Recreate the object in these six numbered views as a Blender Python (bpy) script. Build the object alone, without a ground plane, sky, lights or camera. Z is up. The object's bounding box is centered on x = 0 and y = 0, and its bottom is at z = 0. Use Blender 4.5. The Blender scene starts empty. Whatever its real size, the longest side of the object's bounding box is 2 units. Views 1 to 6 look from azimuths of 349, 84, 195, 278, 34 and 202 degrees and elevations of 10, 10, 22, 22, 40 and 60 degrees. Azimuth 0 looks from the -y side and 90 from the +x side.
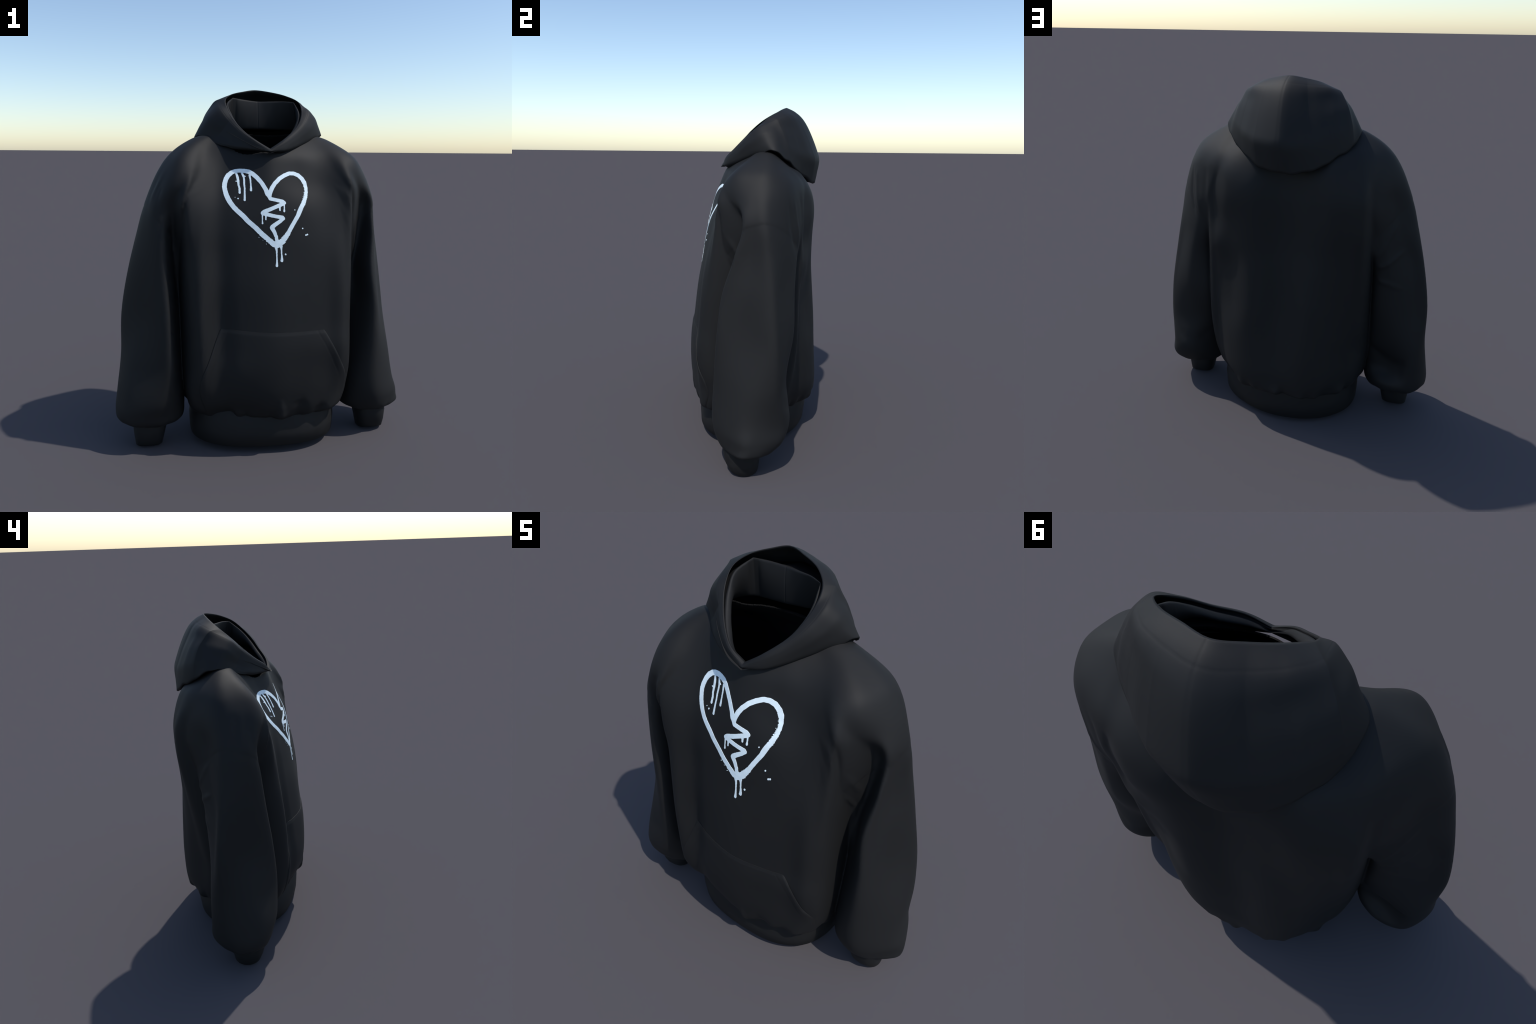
"""Black oversized hooded sweatshirt with a spray-painted broken heart on the chest."""
import bpy, bmesh, math
import numpy as np
from mathutils import Vector
from mathutils.bvhtree import BVHTree

rng = np.random.default_rng(7)

# ----------------------------------------------------------------- helpers
def smooth_interp(t, xs, ys):
    """Monotone-ish cubic (Catmull-Rom slopes) interpolation, clamped at the ends."""
    xs, ys = np.asarray(xs, float), np.asarray(ys, float)
    m = np.gradient(ys, xs)
    d = np.diff(ys) / np.diff(xs)
    for i in range(1, len(xs) - 1):
        if d[i - 1] * d[i] <= 0:
            m[i] = 0.0
        else:
            lim = 3 * min(abs(d[i - 1]), abs(d[i]))
            m[i] = math.copysign(min(abs(m[i]), lim), m[i])
    t = np.clip(t, xs[0], xs[-1])
    i = np.clip(np.searchsorted(xs, t, side="right") - 1, 0, len(xs) - 2)
    h = xs[i + 1] - xs[i]
    s = (t - xs[i]) / h
    return ((1 + 2 * s) * (1 - s) ** 2 * ys[i] + s * (1 - s) ** 2 * h * m[i]
            + s * s * (3 - 2 * s) * ys[i + 1] + s * s * (s - 1) * h * m[i + 1])


def smoothstep(a, b, x):
    t = np.clip((x - a) / (b - a), 0, 1)
    return t * t * (3 - 2 * t)


def smin(a, b, k):
    h = np.clip(0.5 + 0.5 * (b - a) / k, 0, 1)
    return b * (1 - h) + a * h - k * h * (1 - h)


def seg_dist(P, a, b):
    """Distance from points P (.., 3) to the segment a-b, and the parameter along it."""
    a, b = np.asarray(a, float), np.asarray(b, float)
    ab = b - a
    t = np.clip(((P - a) @ ab) / (ab @ ab), 0, 1)
    return np.linalg.norm(P - a - t[..., None] * ab, axis=-1), t


def new_object(name, verts, faces, material, parent=None, smooth=True):
    me = bpy.data.meshes.new(name)
    me.from_pydata([tuple(v) for v in verts], [], [tuple(int(i) for i in f) for f in faces])
    me.validate()
    me.update()
    if smooth:
        me.polygons.foreach_set("use_smooth", [True] * len(me.polygons))
    ob = bpy.data.objects.new(name, me)
    me.materials.append(material)
    bpy.context.scene.collection.objects.link(ob)
    if parent:
        ob.parent = parent
    return ob


def apply_modifiers(ob):
    dg = bpy.context.evaluated_depsgraph_get()
    me = bpy.data.meshes.new_from_object(ob.evaluated_get(dg))
    old = ob.data
    ob.modifiers.clear()
    ob.data = me
    me.name = ob.name
    bpy.data.meshes.remove(old)


def loft(loops, closed=True):
    """Quads through a list of equal-length loops (each M x 3)."""
    L = np.array(loops)
    n, m = L.shape[:2]
    V = L.reshape(-1, 3)
    F = []
    for i in range(n - 1):
        for j in range(m if closed else m - 1):
            k = (j + 1) % m
            F.append((i * m + j, i * m + k, (i + 1) * m + k, (i + 1) * m + j))
    return V, F


# ----------------------------------------------------------------- materials
def fabric_material(name, colour, rib=None):
    mat = bpy.data.materials.new(name)
    mat.use_nodes = True
    nt = mat.node_tree
    nt.nodes.clear()
    out = nt.nodes.new("ShaderNodeOutputMaterial")
    bsdf = nt.nodes.new("ShaderNodeBsdfPrincipled")
    bsdf.inputs["Roughness"].default_value = 0.65
    bsdf.inputs["Specular IOR Level"].default_value = 0.27
    nt.links.new(bsdf.outputs[0], out.inputs[0])
    tc = nt.nodes.new("ShaderNodeTexCoord")
    # faint uneven dye and a fine fleece grain
    big = nt.nodes.new("ShaderNodeTexNoise")
    big.inputs["Scale"].default_value = 5.0
    big.inputs["Detail"].default_value = 3.0
    fine = nt.nodes.new("ShaderNodeTexNoise")
    fine.inputs["Scale"].default_value = 320.0
    fine.inputs["Detail"].default_value = 2.0
    for n in (big, fine):
        nt.links.new(tc.outputs["Object"], n.inputs["Vector"])
    mix = nt.nodes.new("ShaderNodeMix")
    mix.data_type = "FLOAT"
    mix.inputs[0].default_value = 0.35
    nt.links.new(big.outputs["Fac"], mix.inputs[2])
    nt.links.new(fine.outputs["Fac"], mix.inputs[3])
    ramp = nt.nodes.new("ShaderNodeValToRGB")
    c = np.array(colour)
    ramp.color_ramp.elements[0].position = 0.3
    ramp.color_ramp.elements[0].color = (*(c * 0.93), 1)
    ramp.color_ramp.elements[1].position = 0.7
    ramp.color_ramp.elements[1].color = (*(c * 1.07), 1)
    nt.links.new(mix.outputs[0], ramp.inputs["Fac"])
    nt.links.new(ramp.outputs["Color"], bsdf.inputs["Base Color"])
    bump = nt.nodes.new("ShaderNodeBump")
    bump.inputs["Strength"].default_value = 0.06
    bump.inputs["Distance"].default_value = 0.002
    nt.links.new(fine.outputs["Fac"], bump.inputs["Height"])
    nt.links.new(bump.outputs["Normal"], bsdf.inputs["Normal"])
    return mat


def paint_material(name, colour):
    mat = bpy.data.materials.new(name)
    mat.use_nodes = True
    nt = mat.node_tree
    bsdf = nt.nodes["Principled BSDF"]
    bsdf.inputs["Roughness"].default_value = 0.8
    bsdf.inputs["Specular IOR Level"].default_value = 0.15
    tc = nt.nodes.new("ShaderNodeTexCoord")
    n = nt.nodes.new("ShaderNodeTexNoise")
    n.inputs["Scale"].default_value = 45.0
    n.inputs["Detail"].default_value = 4.0
    nt.links.new(tc.outputs["Object"], n.inputs["Vector"])
    ramp = nt.nodes.new("ShaderNodeValToRGB")
    c = np.array(colour)
    ramp.color_ramp.elements[0].position = 0.3
    ramp.color_ramp.elements[0].color = (*(c * 0.93), 1)
    ramp.color_ramp.elements[1].position = 0.65
    ramp.color_ramp.elements[1].color = (*np.minimum(c * 1.04, 1), 1)
    nt.links.new(n.outputs["Fac"], ramp.inputs["Fac"])
    nt.links.new(ramp.outputs["Color"], bsdf.inputs["Base Color"])
    return mat


FABRIC = fabric_material("black_fleece", (0.0108, 0.0108, 0.0113))
RIB = fabric_material("black_rib_knit", (0.0106, 0.0106, 0.0111))
PAINT = paint_material("white_spray_paint", (0.79, 0.90, 0.945))

root = bpy.data.objects.new("hoodie", None)
bpy.context.scene.collection.objects.link(root)
root["label"] = "oversized black hoodie with a dripping broken heart print"
root["category"] = "hoodie"

# ----------------------------------------------------------------- body as a field
# torso sections. Each row: height, half width, ridge y, then front depths and back depths at
# nine stations across (wearer's right to left), given as fractions of the half width
ACROSS = np.array([-.95, -.80, -.58, -.35, 0, .35, .62, .82, .95])
TORSO = [
    (0.182, 0.425, 0.02, (-.165, -.21, -.245, -.27, -.285, -.285, -.260, -.225, -.175), (.12, .19, .265, .290, .290, .285, .225, .14, .08)),
    (0.210, 0.443, 0.02, (-.185, -.230, -.255, -.287, -.337, -.333, -.318, -.282, -.218), (.14, .230, .325, .365, .36, .345, .270, .155, .09)),
    (0.255, 0.460, 0.01, (-.215, -.270, -.282, -.312, -.364, -.363, -.340, -.308, -.235), (.15, .250, .348, .390, .388, .375, .295, .18, .11)),
    (0.340, 0.476, 0.00, (-.235, -.305, -.308, -.352, -.387, -.375, -.348, -.315, -.235), (.150, .248, .355, .403, .388, .38, .318, .21, .14)),
    (0.480, 0.485, 0.00, (-.21, -.320, -.315, -.364, -.396, -.380, -.352, -.338, -.255), (.145, .235, .350, .405, .370, .375, .315, .225, .175)),
    (0.600, 0.486, 0.00, (-.205, -.318, -.300, -.350, -.390, -.380, -.358, -.348, -.25), (.17, .250, .350, .400, .355, .370, .310, .232, .195)),
    (0.720, 0.486, 0.00, (-.20, -.314, -.282, -.333, -.374, -.365, -.344, -.335, -.240), (.185, .266, .348, .393, .340, .366, .292, .236, .20)),
    (0.960, 0.485, 0.00, (-.20, -.288, -.264, -.304, -.342, -.337, -.322, -.315, -.235), (.23, .302, .350, .372, .320, .350, .282, .244, .20)),
    (1.100, 0.482, 0.00, (-.20, -.268, -.245, -.282, -.314, -.316, -.304, -.292, -.235), (.26, .320, .354, .355, .310, .342, .298, .268, .205)),
    (1.250, 0.480, 0.00, (-.22, -.25, -.23, -.258, -.290, -.288, -.270, -.258, -.230), (.285, .340, .365, .350, .302, .345, .304, .255, .215)),
    (1.380, 0.478, 0.00, (-.215, -.222, -.198, -.225, -.262, -.255, -.230, -.230, -.225), (.285, .343, .368, .345, .298, .350, .322, .26, .22)),
    (1.480, 0.474, 0.02, (-.195, -.180, -.150, -.178, -.232, -.205, -.187, -.205, -.220), (.255, .320, .354, .335, .284, .335, .318, .25, .21)),
    (1.560, 0.470, 0.03, (-.155, -.130, -.106, -.133, -.20, -.175, -.158, -.168, -.172), (.21, .280, .332, .312, .272, .298, .292, .235, .19)),
    (1.630, 0.465, 0.04, (-.065, -.070, -.070, -.102, -.170, -.15, -.120, -.120, -.09), (.15, .235, .290, .272, .262, .255, .225, .155, .11)),
    (1.690, 0.405, 0.05, (.01, -.015, -.035, -.078, -.122, -.095, -.060, -.035, -.01), (.10, .145, .195, .215, .22, .205, .16, .115, .08)),
    (1.740, 0.320, 0.05, (.028, .015, -.005, -.04, -.075, -.05, -.01, .012, .025), (.08, .095, .12, .155, .17, .15, .12, .095, .08)),
    (1.790, 0.210, 0.05, (.040, .03, .01, -.02, -.05, -.02, .01, .03, .04), (.06, .075, .09, .11, .12, .11, .09, .075, .06))]

# sleeve sections: height, then (distance from the centre line, y) at eight stations round the arm:
# outer, outer front, front, inner front, inner, inner back, back, outer back
SLEEVE_LEFT = [
    (0.130, (.760, -.07), (.725, -.15), (.665, -.18), (.605, -.15), (.580, -.08), (.605, -.01), (.665, .015), (.725, -.01)),
    (0.143, (.805, -.06), (.755, -.165), (.650, -.205), (.555, -.17), (.520, -.08), (.550, .01), (.630, .050), (.740, .040)),
    (0.166, (.836, -.055), (.812, -.150), (.660, -.230), (.520, -.18), (.475, -.08), (.515, .02), (.610, .075), (.750, .072)),
    (0.222, (.828, -.035), (.812, -.140), (.650, -.257), (.508, -.20), (.460, -.07), (.495, .03), (.615, .122), (.768, .104)),
    (0.310, (.808, -.018), (.785, -.145), (.632, -.270), (.502, -.200), (.460, -.06), (.495, .04), (.628, .150), (.758, .116)),
    (0.500, (.797, .002), (.752, -.125), (.622, -.260), (.510, -.175), (.460, -.05), (.480, .08), (.598, .138), (.768, .092)),
    (0.750, (.772, .040), (.700, -.108), (.622, -.244), (.540, -.155), (.475, -.05), (.475, .15), (.600, .178), (.732, .105)),
    (1.000, (.732, .040), (.672, -.095), (.600, -.210), (.528, -.090), (.462, -.11), (.472, .13), (.570, .185), (.676, .108)),
    (1.200, (.696, .035), (.653, -.066), (.622, -.148), (.556, -.075), (.464, -.182), (.430, .17), (.515, .205), (.628, .130)),
    (1.360, (.668, .028), (.652, -.050), (.626, -.104), (.562, -.080), (.464, -.205), (.420, .20), (.482, .225), (.596, .138)),
    (1.480, (.628, .035), (.614, -.050), (.574, -.112), (.512, -.166), (.434, -.208), (.380, .215), (.460, .222), (.566, .150)),
    (1.560, (.592, .040), (.572, -.058), (.522, -.148), (.456, -.187), (.395, -.165), (.360, .215), (.435, .215), (.536, .152)),
    (1.620, (.552, .040), (.534, -.043), (.492, -.128), (.430, -.150), (.370, -.118), (.360, .185), (.415, .178), (.495, .125)),
    (1.680, (.474, .045), (.452, -.005), (.422, -.068), (.370, -.075), (.320, -.030), (.330, .130), (.370, .130), (.425, .095)),
    (1.730, (.375, .050), (.360, .028), (.338, .010), (.315, -.003), (.290, -.003), (.300, .090), (.330, .090), (.355, .078))]
SLEEVE_RIGHT = [
    (0.130, (.755, -.07), (.720, -.15), (.660, -.18), (.600, -.15), (.575, -.08), (.600, -.01), (.660, .015), (.720, -.01)),
    (0.143, (.800, -.06), (.750, -.165), (.645, -.205), (.545, -.17), (.510, -.08), (.545, .01), (.630, .050), (.735, .040)),
    (0.166, (.836, -.055), (.780, -.190), (.640, -.230), (.510, -.19), (.468, -.08), (.510, .03), (.610, .085), (.745, .075)),
    (0.222, (.842, -.04), (.790, -.198), (.635, -.250), (.500, -.20), (.456, -.07), (.495, .04), (.605, .110), (.745, .105)),
    (0.310, (.832, -.015), (.778, -.188), (.605, -.268), (.490, -.205), (.455, -.06), (.485, .02), (.600, .050), (.738, .108)),
    (0.500, (.808, .010), (.745, -.145), (.552, -.266), (.488, -.185), (.455, -.05), (.482, .05), (.602, .100), (.744, .100)),
    (0.750, (.797, .020), (.680, -.132), (.550, -.246), (.492, -.150), (.462, -.04), (.485, .10), (.585, .128), (.722, .074)),
    (1.000, (.752, .010), (.672, -.120), (.555, -.212), (.490, -.085), (.458, -.10), (.475, .13), (.560, .150), (.682, .060)),
    (1.200, (.700, .005), (.640, -.126), (.560, -.188), (.500, -.115), (.455, -.165), (.420, .19), (.490, .195), (.600, .102)),
    (1.360, (.652, .010), (.616, -.112), (.564, -.165), (.500, -.170), (.450, -.208), (.400, .24), (.465, .245), (.562, .110)),
    (1.480, (.605, .020), (.572, -.085), (.522, -.172), (.460, -.200), (.400, -.170), (.370, .245), (.445, .238), (.535, .136)),
    (1.560, (.568, .025), (.536, -.075), (.482, -.163), (.420, -.172), (.370, -.120), (.360, .225), (.420, .222), (.505, .138)),
    (1.620, (.524, .035), (.500, -.042), (.457, -.126), (.400, -.125), (.350, -.075), (.360, .205), (.410, .195), (.475, .120)),
    (1.680, (.458, .045), (.440, -.002), (.412, -.060), (.365, -.062), (.320, -.018), (.330, .145), (.370, .140), (.420, .100)),
    (1.730, (.370, .050), (.356, .028), (.338, .010), (.315, -.003), (.290, -.003), (.300, .090), (.330, .090), (.355, .078))]


def closed_curve(points, m, cusps=()):
    """Periodic Catmull-Rom through the points; at a cusp the curve turns sharply."""
    P = np.array(points, float)
    n = len(P)
    t = np.linspace(0, n, m, endpoint=False)
    i = t.astype(int); s = (t - i)[:, None]
    p0, p1, p2, p3 = P[(i - 1) % n], P[i], P[(i + 1) % n], P[(i + 2) % n]
    if len(cusps):
        p0 = np.where(np.isin(i, cusps)[:, None], 2 * p1 - p2, p0)
        p3 = np.where(np.isin((i + 1) % n, cusps)[:, None], 2 * p2 - p1, p3)
    return 0.5 * (2 * p1 + (p2 - p0) * s + (2 * p0 - 5 * p1 + 4 * p2 - p3) * s ** 2 + (3 * p1 - p0 - 3 * p2 + p3) * s ** 3)


class PolarLoft:
    """Solid lofted through horizontal sections, held as radius against (height, angle)."""
    NA, NZ = 256, 420

    def __init__(self, rows):
        zs = np.array([r[0] for r in rows])
        pts = np.array([r[2] for r in rows])
        cen = np.array([r[1] for r in rows])
        self.z0, self.z1 = zs[0], zs[-1]
        zf = np.linspace(self.z0, self.z1, self.NZ)
        self.C = np.stack([smooth_interp(zf, zs, cen[:, k]) for k in range(2)], 1)
        S = np.stack([[smooth_interp(zf, zs, pts[:, i, k]) for k in range(2)] for i in range(pts.shape[1])], 0).transpose(2, 0, 1)
        ang = np.linspace(-np.pi, np.pi, self.NA, endpoint=False)
        self.R = np.empty((self.NZ, self.NA))
        for i in range(self.NZ):
            C = closed_curve(S[i], 720) - self.C[i]
            a, r = np.arctan2(C[:, 1], C[:, 0]), np.hypot(C[:, 0], C[:, 1])
            o = np.argsort(a)
            self.R[i] = np.interp(ang, a[o], r[o], period=2 * np.pi)
        # soften the kinks between sections a little along the height, less near the puffed bottom
        soft = (0.5 * smoothstep(0.2, 0.5, zf) + 0.02)[1:-1, None]
        for _ in range(90):
            self.R[1:-1] += soft * (0.5 * (self.R[:-2] + self.R[2:]) - self.R[1:-1])
        dR = (np.roll(self.R, -1, 1) - np.roll(self.R, 1, 1)) / (4 * np.pi / self.NA)
        self.W = self.R / np.hypot(self.R, dR)

    def __call__(self, x, y, z):
        f = np.clip((z - self.z0) / (self.z1 - self.z0), 0, 1) * (self.NZ - 1)
        i = np.minimum(f.astype(int), self.NZ - 2); f = f - i
        cx = self.C[i, 0] * (1 - f) + self.C[i + 1, 0] * f
        cy = self.C[i, 1] * (1 - f) + self.C[i + 1, 1] * f
        dx, dy = x - cx, y - cy
        a = np.arctan2(dy, dx)
        g = (a + np.pi) / (2 * np.pi) * self.NA
        j = np.floor(g).astype(int); g = g - j
        j0, j1 = j % self.NA, (j + 1) % self.NA
        def look(T):
            return ((T[i, j0] * (1 - g) + T[i, j1] * g) * (1 - f) + (T[i + 1, j0] * (1 - g) + T[i + 1, j1] * g) * f)
        d = (np.hypot(dx, dy) - look(self.R)) * look(self.W)
        return d, a


def torso_rows():
    rows = []
    for z, a, ym, f, b in TORSO:
        x = ACROSS * a
        pts = [(a + .006, ym)] + [(x[k] + .006, f[k]) for k in range(8, -1, -1)] + [(-a + .006, ym)] + [(x[k] + .006, b[k]) for k in range(9)]
        rows.append((z, (0.006, 0.035), pts[::-1]))
    return rows


torso_loft = PolarLoft(torso_rows())
sleeve_loft = {}
for side, table in ((1, SLEEVE_LEFT), (-1, SLEEVE_RIGHT)):
    rows = []
    for row in table:
        P = np.array(row[1:])
        rows.append((row[0], tuple(P.mean(0)), P[::-1]))
    sleeve_loft[side] = PolarLoft(rows)


# folds laid into the cloth: part, path, radius, height (negative: a crease)
FOLDS = [
    ("sleeve", [(-.530, -.085, 1.58), (-.598, -.090, 1.42), (-.612, -.100, 1.25), (-.612, -.120, 1.08)], 0.018, 0.006),
    ("sleeve", [(-.560, -.135, 1.44), (-.580, -.130, 1.28), (-.585, -.145, 1.10)], 0.020, -0.007),
    ("sleeve", [(-.475, .200, 1.02), (-.560, .165, 1.16), (-.620, .085, 1.30)], 0.016, 0.006),
    ("sleeve", [(-.475, .190, .98), (-.570, .150, 1.03), (-.660, .080, 1.10)], 0.016, 0.006),
    ("sleeve", [(-.480, .170, .93), (-.570, .140, .90), (-.650, .095, .86)], 0.016, 0.005),
    ("sleeve", [(-.500, .030, .46), (-.575, .065, .37), (-.670, .085, .35), (-.745, .070, .44)], 0.035, -0.010),
    ("sleeve", [(.500, .040, .46), (.580, .095, .38), (.680, .110, .36), (.760, .080, .44)], 0.035, -0.008),
    ("sleeve", [(.545, .190, 1.52), (.540, .205, 1.36), (.500, .200, 1.20)], 0.015, 0.006),
    ("sleeve", [(.575, .150, 1.50), (.575, .160, 1.34), (.540, .180, 1.18)], 0.016, -0.006),
    ("sleeve", [(.480, -.190, 1.30), (.530, -.110, 1.16), (.520, -.080, 1.04)], 0.015, 0.006),
    ("sleeve", [(.470, -.185, 1.18), (.510, -.110, 1.06), (.510, -.090, .96)], 0.013, 0.005),
    ("torso", [(.060, -.340, .19), (.050, -.375, .25), (.045, -.390, .33)], 0.016, 0.008),
    ("torso", [(.130, -.340, .20), (.150, -.370, .27), (.160, -.385, .33)], 0.035, -0.012),
    ("torso", [(.270, -.300, .21), (.280, -.340, .28)], 0.030, -0.008),
]


def fold_height(P, part):
    x, y, z = P[..., 0], P[..., 1], P[..., 2]
    out = np.zeros(x.shape)
    for owner, path, r, amp in FOLDS:
        path = np.array(path)
        lo, hi = path.min(0) - 3 * r, path.max(0) + 3 * r
        if owner != part or z.max() < lo[2] or z.min() > hi[2]:
            continue
        m = (x > lo[0]) & (x < hi[0]) & (y > lo[1]) & (y < hi[1]) & (z > lo[2]) & (z < hi[2])
        if not m.any():
            continue
        Q = P[m]
        best = np.full(len(Q), 9.0)
        n = len(path) - 1
        for i in range(n):
            dist, t = seg_dist(Q, path[i], path[i + 1])
            u = (i + t) / n                                # fade toward both ends
            best = np.minimum(best, dist + 0.9 * r * (np.clip(0.2 - u, 0, 1) + np.clip(u - 0.75, 0, 1)) * 4)
        out[m] += amp * np.exp(-(best / r) ** 2)
    return out


def torso_field(P):
    x, y, z = P[..., 0], P[..., 1], P[..., 2]
    # the blouse sits higher over the hem band at the sides
    z = z - 0.022 * np.clip(np.abs(x) / 0.45, 0, 1.2) ** 2 * (1 - smoothstep(0.22, 0.5, z)) * smoothstep(0.12, -0.05, y)
    d, ang = torso_loft(x, y, z)
    # soft draped columns down the back
    bk = smoothstep(0.05, 0.2, y) * smoothstep(0.25, 0.6, z) * (1 - smoothstep(1.3, 1.55, z))
    d = d + 0.002 * bk * np.cos(x * 31 + 0.6 * np.sin(3 * z))
    # gathers where the body bunches above the hem band
    g = (np.sin(11 * ang + 1.3) + 0.7 * np.sin(19 * ang + 0.4) + 0.5 * np.sin(31 * ang))
    d = d + 0.009 * g * np.exp(-((z - 0.215) / 0.05) ** 2)
    d = d - fold_height(P, "torso")
    d = np.maximum(d, 0.184 - z)
    return np.maximum(d, z - 1.785)


def seam_coord(P, side):
    x, z = P[..., 0] * side, P[..., 2]
    return ((z - 1.365) - 1.0 * (x - 0.66)) / 1.414


def sleeve_field(P, side):
    x, y, z = P[..., 0] * side, P[..., 1], P[..., 2]
    d, ang = sleeve_loft[side](x, y, z)
    s = seam_coord(P, side)
    # the sleeve is set in a little below the dropped shoulder
    d = d + 0.0014 * smoothstep(0.002, -0.002, s) * (1 - smoothstep(0.0, 0.06, -s))
    d = d + 0.0008 * np.exp(-(s / 0.005) ** 2)
    g = np.sin(7 * ang + side) + 0.6 * np.sin(13 * ang + 2 * side)
    d = d + 0.003 * g * np.exp(-((z - 0.14) / 0.04) ** 2)
    d = d - fold_height(P, "sleeve")
    d = np.maximum(d, 0.132 - z)
    return np.maximum(d, z - 1.728)


def body_field(P):
    z = P[..., 2]
    k = 0.012 + 0.026 * smoothstep(1.42, 1.6, z)
    t = torso_field(P)
    s = np.minimum(sleeve_field(P, 1), sleeve_field(P, -1))
    return smin(t, s, k)


def surface_nets(field, lo, hi, h):
    """Naive surface nets on a regular grid, vertices pulled onto the zero surface."""
    ax = [np.arange(lo[k], hi[k] + h, h) for k in range(3)]
    F = np.empty([len(a) for a in ax], np.float32)
    gx, gy = np.meshgrid(ax[0], ax[1], indexing="ij")
    for k, z in enumerate(ax[2]):
        F[:, :, k] = field(np.stack([gx, gy, np.full_like(gx, z)], -1))
    S = F < 0
    n = [len(a) - 1 for a in ax]
    c = np.zeros(n, np.int8)
    offs = [(i, j, k) for i in (0, 1) for j in (0, 1) for k in (0, 1)]
    for i, j, k in offs:
        c += S[i:i + n[0], j:j + n[1], k:k + n[2]]
    cells = np.argwhere((c > 0) & (c < 8))
    index = -np.ones(n, np.int64)
    index[tuple(cells.T)] = np.arange(len(cells))
    acc, cnt = np.zeros((len(cells), 3)), np.zeros(len(cells))
    for p in offs:
        for axis in range(3):
            if p[axis]:
                continue
            q = list(p); q[axis] = 1
            A, B = cells + p, cells + q
            fa, fb = F[tuple(A.T)], F[tuple(B.T)]
            hit = (fa < 0) != (fb < 0)
            t = np.where(hit, fa / np.where(hit, fa - fb, 1), 0)
            acc += np.where(hit[:, None], A + (B - A) * t[:, None], 0)
            cnt += hit
    V = np.array(lo) + h * acc / cnt[:, None]
    faces = []
    for axis in range(3):
        u, v = (axis + 1) % 3, (axis + 2) % 3
        sl = [slice(1, -1)] * 3
        sl0, sl1 = list(sl), list(sl)
        sl0[axis], sl1[axis] = slice(0, -1), slice(1, None)
        a, b = S[tuple(sl0)], S[tuple(sl1)]
        base = np.ones(3, int); base[axis] = 0
        E = np.argwhere(a != b) + base
        flip = a[tuple((E - base).T)]
        du, dv = np.zeros(3, int), np.zeros(3, int)
        du[u], dv[v] = 1, 1
        quad = np.stack([index[tuple((E - du - dv).T)], index[tuple((E - dv).T)],
                         index[tuple(E.T)], index[tuple((E - du).T)]], 1)
        quad[~flip] = quad[~flip][:, ::-1]
        faces.append(quad)
    faces = np.concatenate(faces)
    faces = faces[(faces >= 0).all(1)]
    e = 1e-3
    for _ in range(3):
        f = field(V)
        g = np.stack([(field(V + d) - field(V - d)) / (2 * e) for d in np.eye(3) * e], -1)
        step = f[:, None] * g / np.maximum((g * g).sum(1), 0.15)[:, None]
        ln = np.linalg.norm(step, axis=1, keepdims=True)
        V = V - step * np.minimum(1, 0.5 * h / np.maximum(ln, 1e-9))
    return V, faces


def relax(V, faces, rounds, weight):
    """Laplacian smoothing of the vertices whose weight is above zero."""
    e = np.concatenate([faces[:, [0, 1]], faces[:, [1, 2]], faces[:, [2, 3]], faces[:, [3, 0]]])
    e = np.concatenate([e, e[:, ::-1]])
    e = e[weight[e[:, 0]] > 0.001]
    who, inv = np.unique(e[:, 0], return_inverse=True)
    deg = np.bincount(inv)[:, None]
    w = weight[who][:, None]
    V = V.copy()
    for _ in range(rounds):
        s = np.stack([np.bincount(inv, V[e[:, 1], k]) for k in range(3)], 1)
        V[who] += w * (s / deg - V[who])
    return V


V, Q = surface_nets(body_field, (-0.92, -0.47, 0.05), (0.92, 0.47, 1.86), 0.0065)
V = relax(V, Q, 3, np.full(len(V), 0.4))
# soften the shoulder, where sleeve and body are one cloth
shoulder = smoothstep(1.46, 1.58, V[:, 2]) * smoothstep(0.18, 0.30, np.abs(V[:, 0]))
V = relax(V, Q, 60, 0.5 * shoulder)

# foot of the hood
# stations run from the V at the throat round the wearer's left, the back, and home
EDGE = [(.013, -.178, 1.648), (.09, -.160, 1.646), (.18, -.100, 1.670), (.30, -.005, 1.722), (.372, .085, 1.748), (.335, .17, 1.692),
        (.25, .25, 1.625), (.13, .34, 1.568), (-.01, .388, 1.552), (-.15, .37, 1.566), (-.260, .308, 1.622), (-.338, .212, 1.676),
        (-.362, .09, 1.741), (-.276, -.015, 1.702), (-.187, -.095, 1.668), (-.09, -.150, 1.656)]

# neck hole, hem opening, cuff openings
C = V[Q].mean(1)
neck = ((C[:, 0] - 0.015) / 0.240) ** 2 + ((C[:, 1] - 0.0) / 0.165) ** 2 < 1
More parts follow.
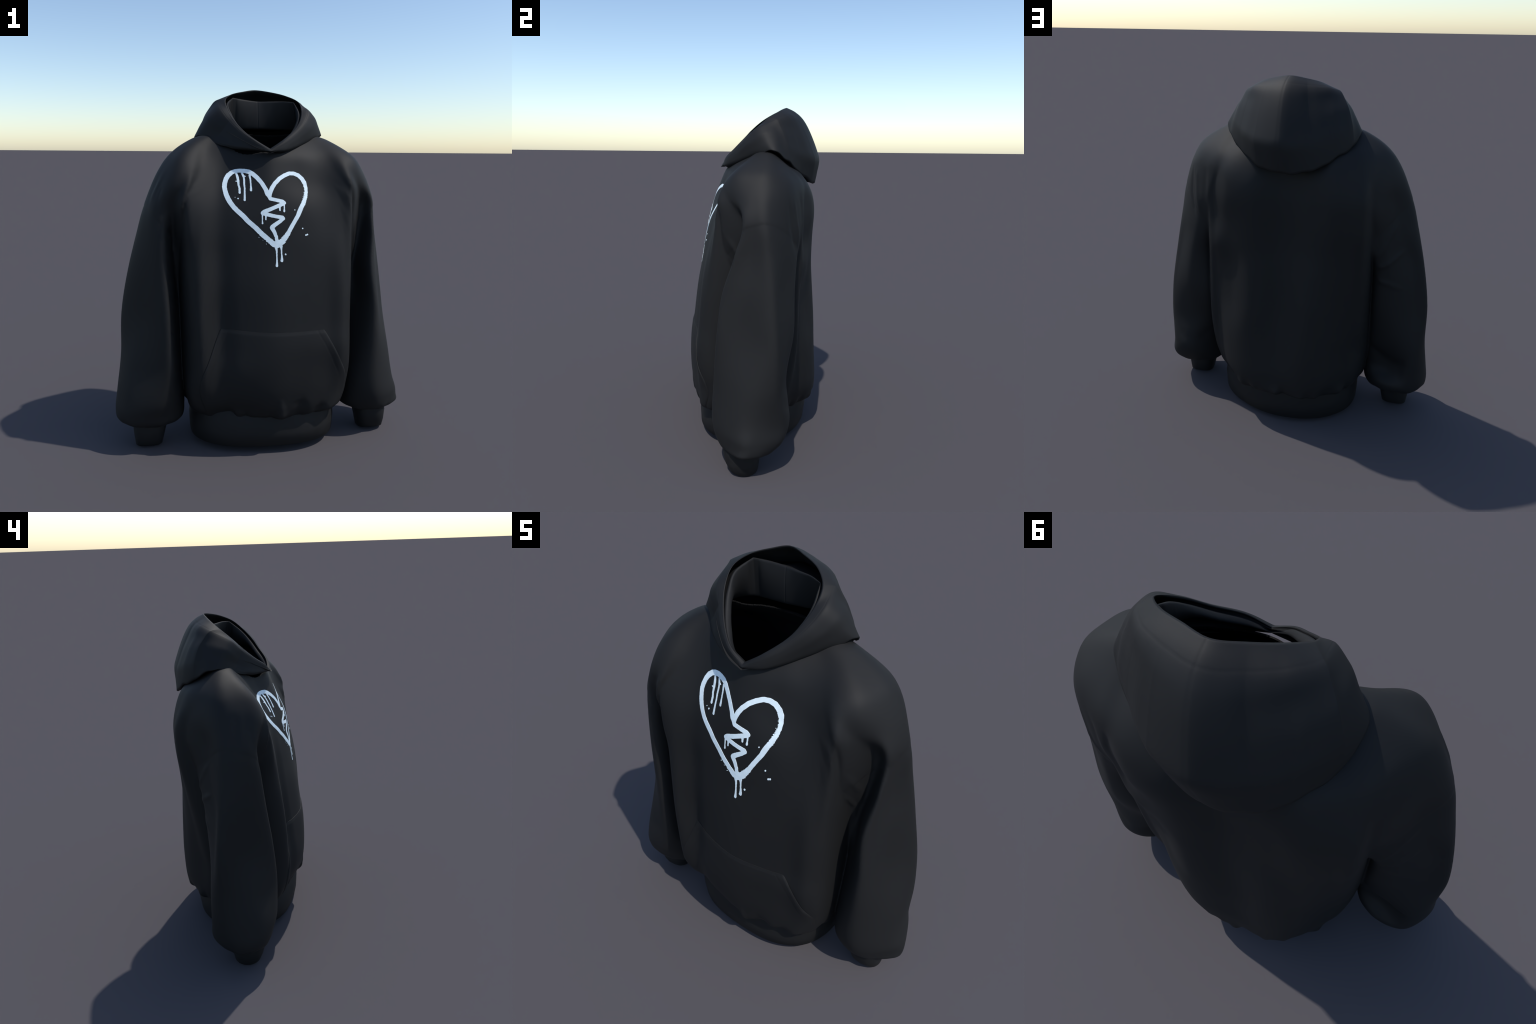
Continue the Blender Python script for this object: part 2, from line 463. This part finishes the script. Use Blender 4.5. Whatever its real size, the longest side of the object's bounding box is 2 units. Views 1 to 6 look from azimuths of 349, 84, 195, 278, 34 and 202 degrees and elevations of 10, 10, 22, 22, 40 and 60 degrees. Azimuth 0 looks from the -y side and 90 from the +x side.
# never cut outside the foot of the hood, which stands on this opening
foot = 0.92 * (closed_curve(EDGE, 200, (0,))[:, :2] - (0.01, 0.05)) + (0.01, 0.05)
fa, fr = np.arctan2(foot[:, 1], foot[:, 0]), np.hypot(foot[:, 0], foot[:, 1])
fo = np.argsort(fa)
neck &= np.hypot(C[:, 0], C[:, 1]) < np.interp(np.arctan2(C[:, 1], C[:, 0]), fa[fo], fr[fo], period=2 * np.pi)
keep = ~(neck & (C[:, 2] > 1.58 + 0.2 * (C[:, 1] + 0.166)))
keep &= ~((C[:, 2] < 0.195 + 0.022 * (C[:, 0] / 0.45) ** 2 * smoothstep(0.12, -0.05, C[:, 1])) & ((C[:, 0] / 0.40) ** 2 + (C[:, 1] / 0.29) ** 2 < 1))
for side in (1, -1):
    keep &= ~((C[:, 2] < 0.15) & (((C[:, 0] * side - 0.675) / 0.075) ** 2 + ((C[:, 1] + 0.100) / 0.080) ** 2 < 1))
Q = Q[keep]
C = V[Q].mean(1)

body = new_object("body_surface", V, Q, FABRIC)
bm = bmesh.new(); bm.from_mesh(body.data)
bmesh.ops.delete(bm, geom=[v for v in bm.verts if not v.link_faces], context="VERTS")
bm.to_mesh(body.data); bm.free()
body_bvh = BVHTree.FromPolygons([tuple(v.co) for v in body.data.vertices], [tuple(p.vertices) for p in body.data.polygons])

# split into torso and sleeves along the dropped armhole seam, sharing the whole body's normals
me = body.data
co = np.array([v.co for v in me.vertices])
nor = np.array([v.vector for v in me.vertex_normals])
quads = np.array([p.vertices for p in me.polygons])
cen = co[quads].mean(1)
tf = torso_field(cen)
region = np.zeros(len(quads), int)
for r, side in ((1, 1), (2, -1)):
    sf = sleeve_field(cen, side)
    region[(sf < tf) & (seam_coord(cen, side) < 0) & (cen[:, 0] * side > 0.2)] = r


def region_object(name, mask):
    q = quads[mask]
    used, inv = np.unique(q, return_inverse=True)
    q = inv.reshape(q.shape)
    n = len(used)
    # the cloth has thickness: a second skin inside, stitched at the open borders
    thick = 0.011
    inner = co[used] - nor[used] * thick
    edges = {}
    for f in q:
        for i in range(4):
            a, b = int(f[i]), int(f[(i + 1) % 4])
            edges[(a, b)] = True
    rim = [(b, a, a + n, b + n) for a, b in edges if (b, a) not in edges]
    F = [tuple(f) for f in q] + [tuple(f[::-1] + n) for f in q] + rim
    ob = new_object(name, np.vstack([co[used], inner]), F, FABRIC, root)
    nn = np.vstack([nor[used], -nor[used]])
    ob.data.normals_split_custom_set_from_vertices([tuple(v) for v in nn])
    return ob


torso = region_object("torso", region == 0)
sleeve_a = region_object("sleeve", region == 1)
sleeve_b = region_object("sleeve", region == 2)
bpy.data.objects.remove(body)


# ----------------------------------------------------------------- ribbed bands
def band(name, rings, parent, thick=0.012, m=160, wob=0.0, seed=0.0, skew=0.0):
    """Open tube through rings (cx, cy, z, a, b_front, b_back, exponent), with an inner wall."""
    t = np.linspace(0, 2 * np.pi, m, endpoint=False)
    loops = []
    def ring(cx, cy, z, a, bf, bb, n, inset):
        c, s = np.cos(t), np.sin(t)
        ax, b = a - inset, np.where(s < 0, bf, bb) - inset
        w = 1 + wob * (np.sin(5 * t + seed) + 0.6 * np.sin(9 * t + 2 * seed))
        n = np.where(s < 0, n[0], n[1]) if isinstance(n, tuple) else n
        x = cx + ax * np.sign(c) * np.abs(c) ** (2 / n) * w
        y = cy + b * np.sign(s) * np.abs(s) ** (2 / n) * w * (1 - skew * np.sign(s) * (x - cx) / a)
        zz = np.full(m, z) if np.isscalar(z) else z(x, y)
        return np.stack([x, y, zz], 1)
    for r in rings:
        loops.append(ring(*r, 0.0))
    last = rings[-1]
    e = ring(*last, thick * 0.5); e[:, 2] -= thick * 0.35
    loops.append(e)
    for r in rings[::-1]:
        loops.append(ring(*r, thick))
    Vb, Fb = loft(loops)
    Fb = [f[::-1] for f in Fb]
    ob = new_object(name, Vb, Fb, RIB, parent)
    ob.data.update()
    return ob


hem_low = lambda x, y: 0.042 + 0.004 * np.sin(5.1 * x + 1) - 0.013 * smoothstep(0.0, 0.3, y)
band("hem_band", [(0.005, 0.0, 0.265, 0.405, 0.300, 0.325, (2.55, 1.95)), (0.005, 0.0, 0.21, 0.422, 0.322, 0.340, (2.55, 1.95)),
                  (0.005, 0.0, 0.12, 0.432, 0.338, 0.345, (2.55, 1.95)),
                  (0.005, 0.0, hem_low, 0.428, 0.335, 0.332, (2.5, 1.95))], root, wob=0.004, seed=1.0, skew=0.08)
for side in (1, -1):
    o, fwd = (-0.010, -0.014) if side > 0 else (-0.013, 0.0)
    cuff_low = lambda x, y: 0.0035 + 3.0 * (y + 0.088) ** 2
    band("cuff", [(side * (0.665 + o), -0.086 + fwd, 0.19, 0.090, 0.105, 0.098, 2.3), (side * (0.666 + o), -0.090 + fwd, 0.125, 0.096, 0.110, 0.100, 2.3),
                  (side * (0.671 + o), -0.089 + fwd, 0.065, 0.086, 0.098, 0.090, 2.5),
                  (side * (0.674 + o), -0.087 + fwd, cuff_low, 0.075, 0.084, 0.079, 2.6)], root, m=96, wob=0.008, seed=side * 1.0)

# ----------------------------------------------------------------- hood
RIM = [(.013, -.180, 1.662), (.09, -.160, 1.710), (.165, -.105, 1.765), (.21, -.055, 1.820), (.232, .008, 1.878), (.225, .07, 1.928),
       (.17, .13, 1.963), (.09, .172, 1.985), (0, .206, 1.998), (-.08, .175, 1.985), (-.15, .13, 1.965), (-.195, .072, 1.930),
       (-.194, .01, 1.880), (-.17, -.05, 1.820), (-.122, -.114, 1.756), (-.06, -.165, 1.705)]
# outward bulge of the cloth between edge and rim at five fractions of the way up
BULGE_BACK = (0.03, 0.076, 0.074, 0.050, 0.022)
BULGE_SIDE = (0.006, 0.018, 0.033, 0.028, 0.012)
BULGE_FRONT = (0.012, 0.016, 0.014, 0.010, 0.006)
BACKNESS = [0, 0, 0, 0, 0, .12, .5, .95, .92, .55, .35, .15, 0, 0, 0, 0]
TOP_CORNER = [0, 0, 0, 0, .002, .008, .013, .007, .003, .008, .014, .008, .002, 0, 0, 0]
# a soft corner where the cloth turns from the back to the side of the hood
CORNER = [0, 0, 0, 0, 0, .004, 0, 0, 0, 0, .010, .030, -.002, -.022, -.012, -.006]
FRONTNESS = [1, 1, .8, .4, 0, 0, 0, 0, 0, 0, 0, 0, 0, .4, .8, 1]
FOLD = [(.013, -.172, 1.655), (.082, -.150, 1.697), (.152, -.096, 1.752), (.195, -.046, 1.808), (.213, .014, 1.868), (.200, .088, 1.930),
        (.140, .120, 1.935), (.07, .142, 1.935), (.01, .160, 1.935), (-.07, .158, 1.943), (-.138, .140, 1.951), (-.180, .068, 1.915),
        (-.178, .010, 1.865), (-.155, -.050, 1.805), (-.110, -.112, 1.745), (-.053, -.160, 1.697)]
NECK = [(.013, -.172, 1.648), (.08, -.146, 1.674), (.155, -.098, 1.716), (.212, -.043, 1.758), (.243, .030, 1.772), (.238, .125, 1.776),
        (.160, .158, 1.779), (.07, .155, 1.780), (.011, .151, 1.780), (-.06, .155, 1.780), (-.150, .158, 1.779), (-.214, .110, 1.776),
        (-.210, .015, 1.772), (-.174, -.048, 1.758), (-.115, -.107, 1.715), (-.055, -.153, 1.676)]
M = 480
edge, rimc, fold, neckc = (closed_curve(c, M, k) for c, k in ((EDGE, (0,)), (RIM, (0,)), (FOLD, (0, 5, 10)), (NECK, (0,))))
tt = np.linspace(0, 16, M, endpoint=False)
per = lambda vals: np.interp(tt, np.arange(17), list(vals) + [vals[0]])
backness, frontness = per(BACKNESS), per(FRONTNESS)
sideness = 1 - np.maximum(backness, frontness)
# sharp throat: bring the curve ends into a V instead of a rounded U
tang = np.roll(edge, -1, 0) - np.roll(edge, 1, 0)
wave = 0.003 * np.sin(tt * 5.1) + 0.003 * np.sin(tt * 8.7 + 1) - 0.006
edge[:, 2] += wave * (1 - frontness) * 0.9


def between(f):
    fr = (0.0, 0.10, 0.30, 0.60, 0.85, 0.95, 1.0)
    amp = lambda b: smooth_interp(np.array([f]), fr, (0.0, *b, 0.0))[0]
    w = per(TOP_CORNER) * math.exp(-((f - 0.86) / 0.11) ** 2) + per(CORNER) * math.sin(math.pi * f) ** 0.7 + backness * amp(BULGE_BACK) + frontness * amp(BULGE_FRONT) + sideness * amp(BULGE_SIDE)
    d = rimc - edge
    nrm = np.cross(tang, d)
    nrm /= np.linalg.norm(nrm, axis=1, keepdims=True)
    out = edge - np.array([0, .08, 1.7])
    nrm *= np.sign((nrm * out).sum(1))[:, None]
    w = w + math.sin(math.pi * f) * 0.010 * np.exp(-np.abs(tt - 7.92) / 0.7) - 0.0012 * np.exp(-((tt - 7.92) / 0.04) ** 2) - 0.0007 * math.exp(-((f - 0.90) / 0.007) ** 2)
    return edge + d * f + nrm * w[:, None], nrm


loops = []
_, nrm = between(0.5)
mid = np.array([0.0, 0.05, 1.70])
inward = lambda L, s: (mid - L) * np.array([1, 1, 0.0]) / np.linalg.norm((mid - L)[:, :2], axis=1)[:, None] * s
under = edge + inward(edge, 1.0) * (0.085 * (1 - frontness) + 0.012)[:, None]; under[:, 2] += 0.012
loops.append(under)
u2 = edge + inward(edge, 1.0) * (0.020 * (1 - frontness) + 0.010)[:, None]; u2[:, 2] += 0.004
loops.append(u2)
u3 = edge + inward(edge, 0.008); u3[:, 2] -= 0.004
loops.append(u3)
fs = np.concatenate([np.linspace(0.0, 0.12, 6), np.linspace(0.16, 0.86, 22), np.linspace(0.87, 1.0, 18)])
outer_loops = []
for f in fs:
    L, nrm = between(f)
    outer_loops.append(L)
loops += outer_loops
# rolled rim, then the lining falling back inside
thick = 0.010
r_in = rimc + inward(rimc, thick * 0.5); r_in[:, 2] += 0.002
loops.append(r_in)
for f, s in ((0.985, 1.0), (0.94, 1.3), (0.86, 1.8), (0.76, 2.2)):
    L, nrm = between(f)
    loops.append(L - nrm * thick * s)
Vh, Fh = loft(loops)
hood = new_object("hood", Vh, [f[::-1] for f in Fh], FABRIC, root)

gap, _ = between(0.74)
# folded inner collar: gap -> ridge -> neck seam
loops = []
crease = np.maximum(np.exp(-((tt - 5) / 0.25) ** 2), np.exp(-((tt - 10) / 0.25) ** 2)) * 3.0
base = gap - nrm * 0.026
outer_fold = fold + inward(fold, -0.006) - np.array([0, 0, 0.010])
for f in np.linspace(0, 1, 8):
    loops.append(base * (1 - f) + outer_fold * f)
loops.append(fold + inward(fold, -0.003) - np.array([0, 0, 0.002]))
lobe = per([.0, .3, .8, 1, .9, .2, 0, 0, 0, 0, 0, .7, 1.4, 1.3, .9, .3])
for f in np.linspace(0.03, 1, 22):
    L = fold * (1 - f) + neckc * f
    L = L + inward(L, 1.0) * ((0.016 * lobe + 0.008 * (1 - np.clip(crease, 0, 1))) * math.sin(math.pi * f) ** 0.7)[:, None]
    L = L - inward(L, 1.0) * (0.0015 * np.exp(-((tt - 8.05) / 0.04) ** 2))[:, None]
    loops.append(L)
for dz, grow in ((0.004, -0.004), (0.006, -0.03)):
    low = neckc + inward(neckc, grow); low[:, 2] -= dz
    loops.append(low)
Vc, Fc = loft(loops)
new_object("hood_lining", Vc, [f[::-1] for f in Fc], FABRIC, root)

# ----------------------------------------------------------------- pocket
def front_y(x, z):
    hit = body_bvh.ray_cast(Vector((x, -1.0, z)), Vector((0, 1, 0)))[0]
    return hit.y if hit else None


POCKET_TOP = np.array([(-0.266, 0.720), (-0.172, 0.718), (-0.09, 0.713), (0.09, 0.708), (0.21, 0.707), (0.287, 0.706)])
POCKET_LEFT = np.array([(0.200, -0.345), (0.235, -0.355), (0.30, -0.378), (0.374, -0.388), (0.55, -0.330), (0.72, -0.266)])
POCKET_RIGHT = np.array([(0.200, 0.372), (0.235, 0.395), (0.30, 0.425), (0.37, 0.432), (0.52, 0.382), (0.62, 0.334), (0.706, 0.287)])
NU, NV = 110, 90
front, back, stitch = [], [], []
for j in range(NV):
    v = j / (NV - 1)
    for i in range(NU):
        u = i / (NU - 1)
        zt = 0.706
        z0 = zt + (0.200 - zt) * v
        xl = float(smooth_interp(z0, POCKET_LEFT[:, 0], POCKET_LEFT[:, 1]))
        xr = float(smooth_interp(z0, POCKET_RIGHT[:, 0], POCKET_RIGHT[:, 1]))
        x = xl + (xr - xl) * u
        z = z0 + (float(smooth_interp(x, POCKET_TOP[:, 0], POCKET_TOP[:, 1])) - zt) * (1 - v) + (0.010 + 0.030 * (x / 0.45) ** 2) * v
        y = front_y(x, z)
        y = -0.3 if y is None else y
        e = min(x - xl, xr - x)                       # distance from the slanted mouths
        open_mouth = float(smoothstep(0.36, 0.46, z0) * (1 - smoothstep(0.64, 0.70, z0)))
        lift = 0.0055 + 0.0025 * open_mouth * math.exp(-(e / 0.03) ** 2)
        lift -= 0.003 * math.exp(-((zt - z0) / 0.012) ** 2)
        lift *= 1.0 - 0.5 * float(smoothstep(0.23, 0.20, z0))
        lift -= 0.0012 * math.exp(-((e - 0.042) / 0.004) ** 2) * (1 if z0 > 0.3 else 0)
        round_off = 0.004 * math.exp(-(e / 0.004) ** 2)
        front.append((x, y - lift + round_off, z))
        back.append((x, y - lift + 0.007 if e < 0.02 else y + 0.004, z))
n = NU * NV
F = []
for j in range(NV - 1):
    for i in range(NU - 1):
        a = j * NU + i
        F.append((a, a + NU, a + NU + 1, a + 1))
        F.append((n + a, n + a + 1, n + a + NU + 1, n + a + NU))
ring = [i for i in range(NU)] + [j * NU + NU - 1 for j in range(1, NV)] + [(NV - 1) * NU + i for i in range(NU - 2, -1, -1)] + [j * NU for j in range(NV - 2, 0, -1)]
for k in range(len(ring)):
    a, b = ring[k], ring[(k + 1) % len(ring)]
    F.append((a, b, n + b, n + a))
pocket = new_object("kangaroo_pocket", front + back, F, FABRIC, root)
bm = bmesh.new(); bm.from_mesh(pocket.data)
bmesh.ops.recalc_face_normals(bm, faces=bm.faces)
bm.to_mesh(pocket.data); bm.free()
pocket.data.set_sharp_from_angle(angle=math.radians(50))

# ----------------------------------------------------------------- spray-painted broken heart
# each stroke is a path of (x, z, half width) on the chest
STROKES = {
    "left_lobe": [(-0.006, 1.421, 0.0111), (-0.013, 1.429, 0.0120), (-0.023, 1.455, 0.0111), (-0.041, 1.487, 0.0108), (-0.062, 1.513, 0.0112), (-0.081, 1.531, 0.0116), (-0.101, 1.543, 0.0113), (-0.124, 1.547, 0.0104), (-0.147, 1.548, 0.0099), (-0.170, 1.545, 0.0095), (-0.189, 1.537, 0.0104), (-0.208, 1.522, 0.0117), (-0.220, 1.504, 0.0117), (-0.228, 1.482, 0.0122), (-0.231, 1.464, 0.0120), (-0.229, 1.444, 0.0120), (-0.224, 1.423, 0.0127), (-0.216, 1.402, 0.0130), (-0.205, 1.382, 0.0126), (-0.190, 1.361, 0.0122), (-0.172, 1.342, 0.0122), (-0.142, 1.315, 0.0125), (-0.121, 1.291, 0.0125), (-0.081, 1.256, 0.0125), (-0.049, 1.223, 0.0129), (-0.014, 1.193, 0.0132), (0.010, 1.172, 0.0147), (0.030, 1.169, 0.0166)],
    "right_lobe": [(-0.006, 1.421, 0.0115), (0.002, 1.442, 0.0111), (0.013, 1.464, 0.0108), (0.029, 1.485, 0.0104), (0.054, 1.508, 0.0105), (0.082, 1.524, 0.0102), (0.113, 1.535, 0.0099), (0.140, 1.534, 0.0099), (0.165, 1.524, 0.0105), (0.186, 1.505, 0.0111), (0.197, 1.485, 0.0118), (0.202, 1.459, 0.0099), (0.201, 1.436, 0.0095), (0.195, 1.412, 0.0098), (0.187, 1.395, 0.0109), (0.176, 1.375, 0.0116), (0.162, 1.352, 0.0120), (0.151, 1.330, 0.0119), (0.145, 1.317, 0.0108), (0.126, 1.288, 0.0104), (0.108, 1.260, 0.0107), (0.092, 1.233, 0.0107), (0.076, 1.210, 0.0133), (0.059, 1.188, 0.0148), (0.036, 1.170, 0.0157)],
    "crack": [(-0.005, 1.417, 0.0107), (-0.001, 1.406, 0.0092), (0.030, 1.399, 0.0089), (0.064, 1.391, 0.0097), (0.073, 1.384, 0.0093), (0.048, 1.372, 0.0096), (0.008, 1.356, 0.0096), (-0.033, 1.340, 0.0101), (-0.042, 1.332, 0.0110), (-0.012, 1.323, 0.0096), (0.025, 1.315, 0.0092), (0.060, 1.309, 0.0096), (0.064, 1.304, 0.0096), (0.044, 1.288, 0.0096), (0.022, 1.274, 0.0101), (0.005, 1.261, 0.0110), (0.003, 1.256, 0.0110), (0.015, 1.234, 0.0096), (0.024, 1.210, 0.0085), (0.028, 1.187, 0.0088), (0.030, 1.169, 0.0110)],
    "drip_one": [(-0.165, 1.535, 0.0053), (-0.160, 1.513, 0.0064), (-0.158, 1.494, 0.0060), (-0.158, 1.474, 0.0052), (-0.154, 1.456, 0.0050), (-0.155, 1.435, 0.0056)],
    "spur_one": [(-0.172, 1.493, 0.0011), (-0.160, 1.494, 0.0026)],
    "drip_two": [(-0.135, 1.534, 0.0057), (-0.128, 1.512, 0.0045), (-0.128, 1.492, 0.0045), (-0.129, 1.478, 0.0045), (-0.128, 1.460, 0.0041), (-0.130, 1.428, 0.0043), (-0.132, 1.398, 0.0056)],
    "spur_two": [(-0.119, 1.519, 0.0015), (-0.127, 1.520, 0.0045)],
    "drip_three": [(-0.099, 1.525, 0.0049), (-0.096, 1.504, 0.0041), (-0.096, 1.479, 0.0037), (-0.096, 1.464, 0.0045), (-0.097, 1.448, 0.0056)],
    "crack_drip": [(0.072, 1.375, 0.0037), (0.072, 1.355, 0.0030), (0.071, 1.341, 0.0048)],
    "crack_drip_short": [(0.047, 1.365, 0.0056), (0.048, 1.346, 0.0037)],
    "crack_drip_low": [(-0.045, 1.324, 0.0040), (-0.046, 1.295, 0.0026), (-0.046, 1.279, 0.0040)],
    "crack_drip_low_short": [(-0.027, 1.321, 0.0044), (-0.028, 1.299, 0.0033)],
    "tip_drip": [(0.022, 1.156, 0.0074), (0.025, 1.136, 0.0044), (0.025, 1.109, 0.0033), (0.025, 1.082, 0.0041), (0.024, 1.060, 0.0064)],
    "tip_drip_bead": [(0.049, 1.161, 0.0074), (0.050, 1.143, 0.0041), (0.051, 1.117, 0.0033), (0.052, 1.099, 0.0055), (0.051, 1.086, 0.0074)],
    "dots": [(-0.165, 1.405, 0.0045), (-0.180, 1.411, 0.0026), (0.129, 1.347, 0.0037), (0.169, 1.250, 0.0045), (0.186, 1.215, 0.0052), (0.194, 1.218, 0.0052), (0.072, 1.118, 0.0055), (-0.066, 1.207, 0.0028), (-0.046, 1.193, 0.0026), (-0.029, 1.173, 0.0017)],
}
from mathutils import noise as mnoise


def stroke_field(X, Z):
    best = np.full(X.shape, 9.0)
    for name, pts in STROKES.items():
        pts = np.array(pts)
        if name == "dots":
            for x, z, r in pts:
                best = np.minimum(best, np.hypot(X - x, Z - z) - 0.82 * r)
            continue
        for (x0, z0, r0), (x1, z1, r1) in zip(pts[:-1], pts[1:]):
            dx, dz = x1 - x0, z1 - z0
            t = np.clip(((X - x0) * dx + (Z - z0) * dz) / (dx * dx + dz * dz + 1e-12), 0, 1)
            best = np.minimum(best, np.hypot(X - x0 - t * dx, Z - z0 - t * dz) - (r0 + t * (r1 - r0)))
    return best


cell = 0.0018
gx = np.arange(-0.27, 0.25, cell)
gz = np.arange(1.04, 1.58, cell)
GX, GZ = np.meshgrid(gx, gz, indexing="ij")
D = stroke_field(GX, GZ)
close = np.argwhere(np.abs(D) < 0.012)
for i, j in close:
    x, z = gx[i], gz[j]
    # dry ragged edge where the can ran fast: right-hand inner edge and the tip
    ragged = 0.0100 * math.exp(-((x - 0.185) / 0.022) ** 2 - ((z - 1.43) / 0.07) ** 2) \
        + 0.0085 * math.exp(-((x - 0.075) / 0.03) ** 2 - ((z - 1.20) / 0.03) ** 2) \
        + 0.0045 * math.exp(-((x + 0.03) / 0.05) ** 2 - ((z - 1.19) / 0.03) ** 2)
    D[i, j] += 0.0008 * mnoise.noise((x * 160, z * 160, 0.3)) + ragged * mnoise.noise((x * 230, z * 330, 1.7))
verts, faces, key = [], [], {}


def vert(k, x, z):
    if k not in key:
        key[k] = len(verts)
        verts.append((x, z))
    return key[k]


inside = D < 0
for i in range(len(gx) - 1):
    for j in range(len(gz) - 1):
        q = [(i, j), (i + 1, j), (i + 1, j + 1), (i, j + 1)]
        s = [inside[c] for c in q]
        if not any(s):
            continue
        poly = []
        for a in range(4):
            b = (a + 1) % 4
            if s[a]:
                poly.append(vert(q[a], gx[q[a][0]], gz[q[a][1]]))
            if s[a] != s[b]:
                lo_, hi_ = min(q[a], q[b]), max(q[a], q[b])
                t = D[lo_] / (D[lo_] - D[hi_])
                x = gx[lo_[0]] + (gx[hi_[0]] - gx[lo_[0]]) * t
                z = gz[lo_[1]] + (gz[hi_[1]] - gz[lo_[1]]) * t
                poly.append(vert((lo_, hi_), x, z))
        if len(poly) >= 3:
            faces.append(tuple(poly))
top = [(x, (front_y(x, z) or -0.25) - 0.0016, z) for x, z in verts]
n = len(top)
edges = {}
for f in faces:
    for a, b in zip(f, f[1:] + f[:1]):
        edges[(a, b)] = 1
walls = [(b, a, a + n, b + n) for a, b in edges if (b, a) not in edges]
bottom = [(x, y + 0.004, z) for x, y, z in top]
heart = new_object("heart_print", top + bottom, faces + walls, PAINT, root)
heart.data.set_sharp_from_angle(angle=math.radians(60))
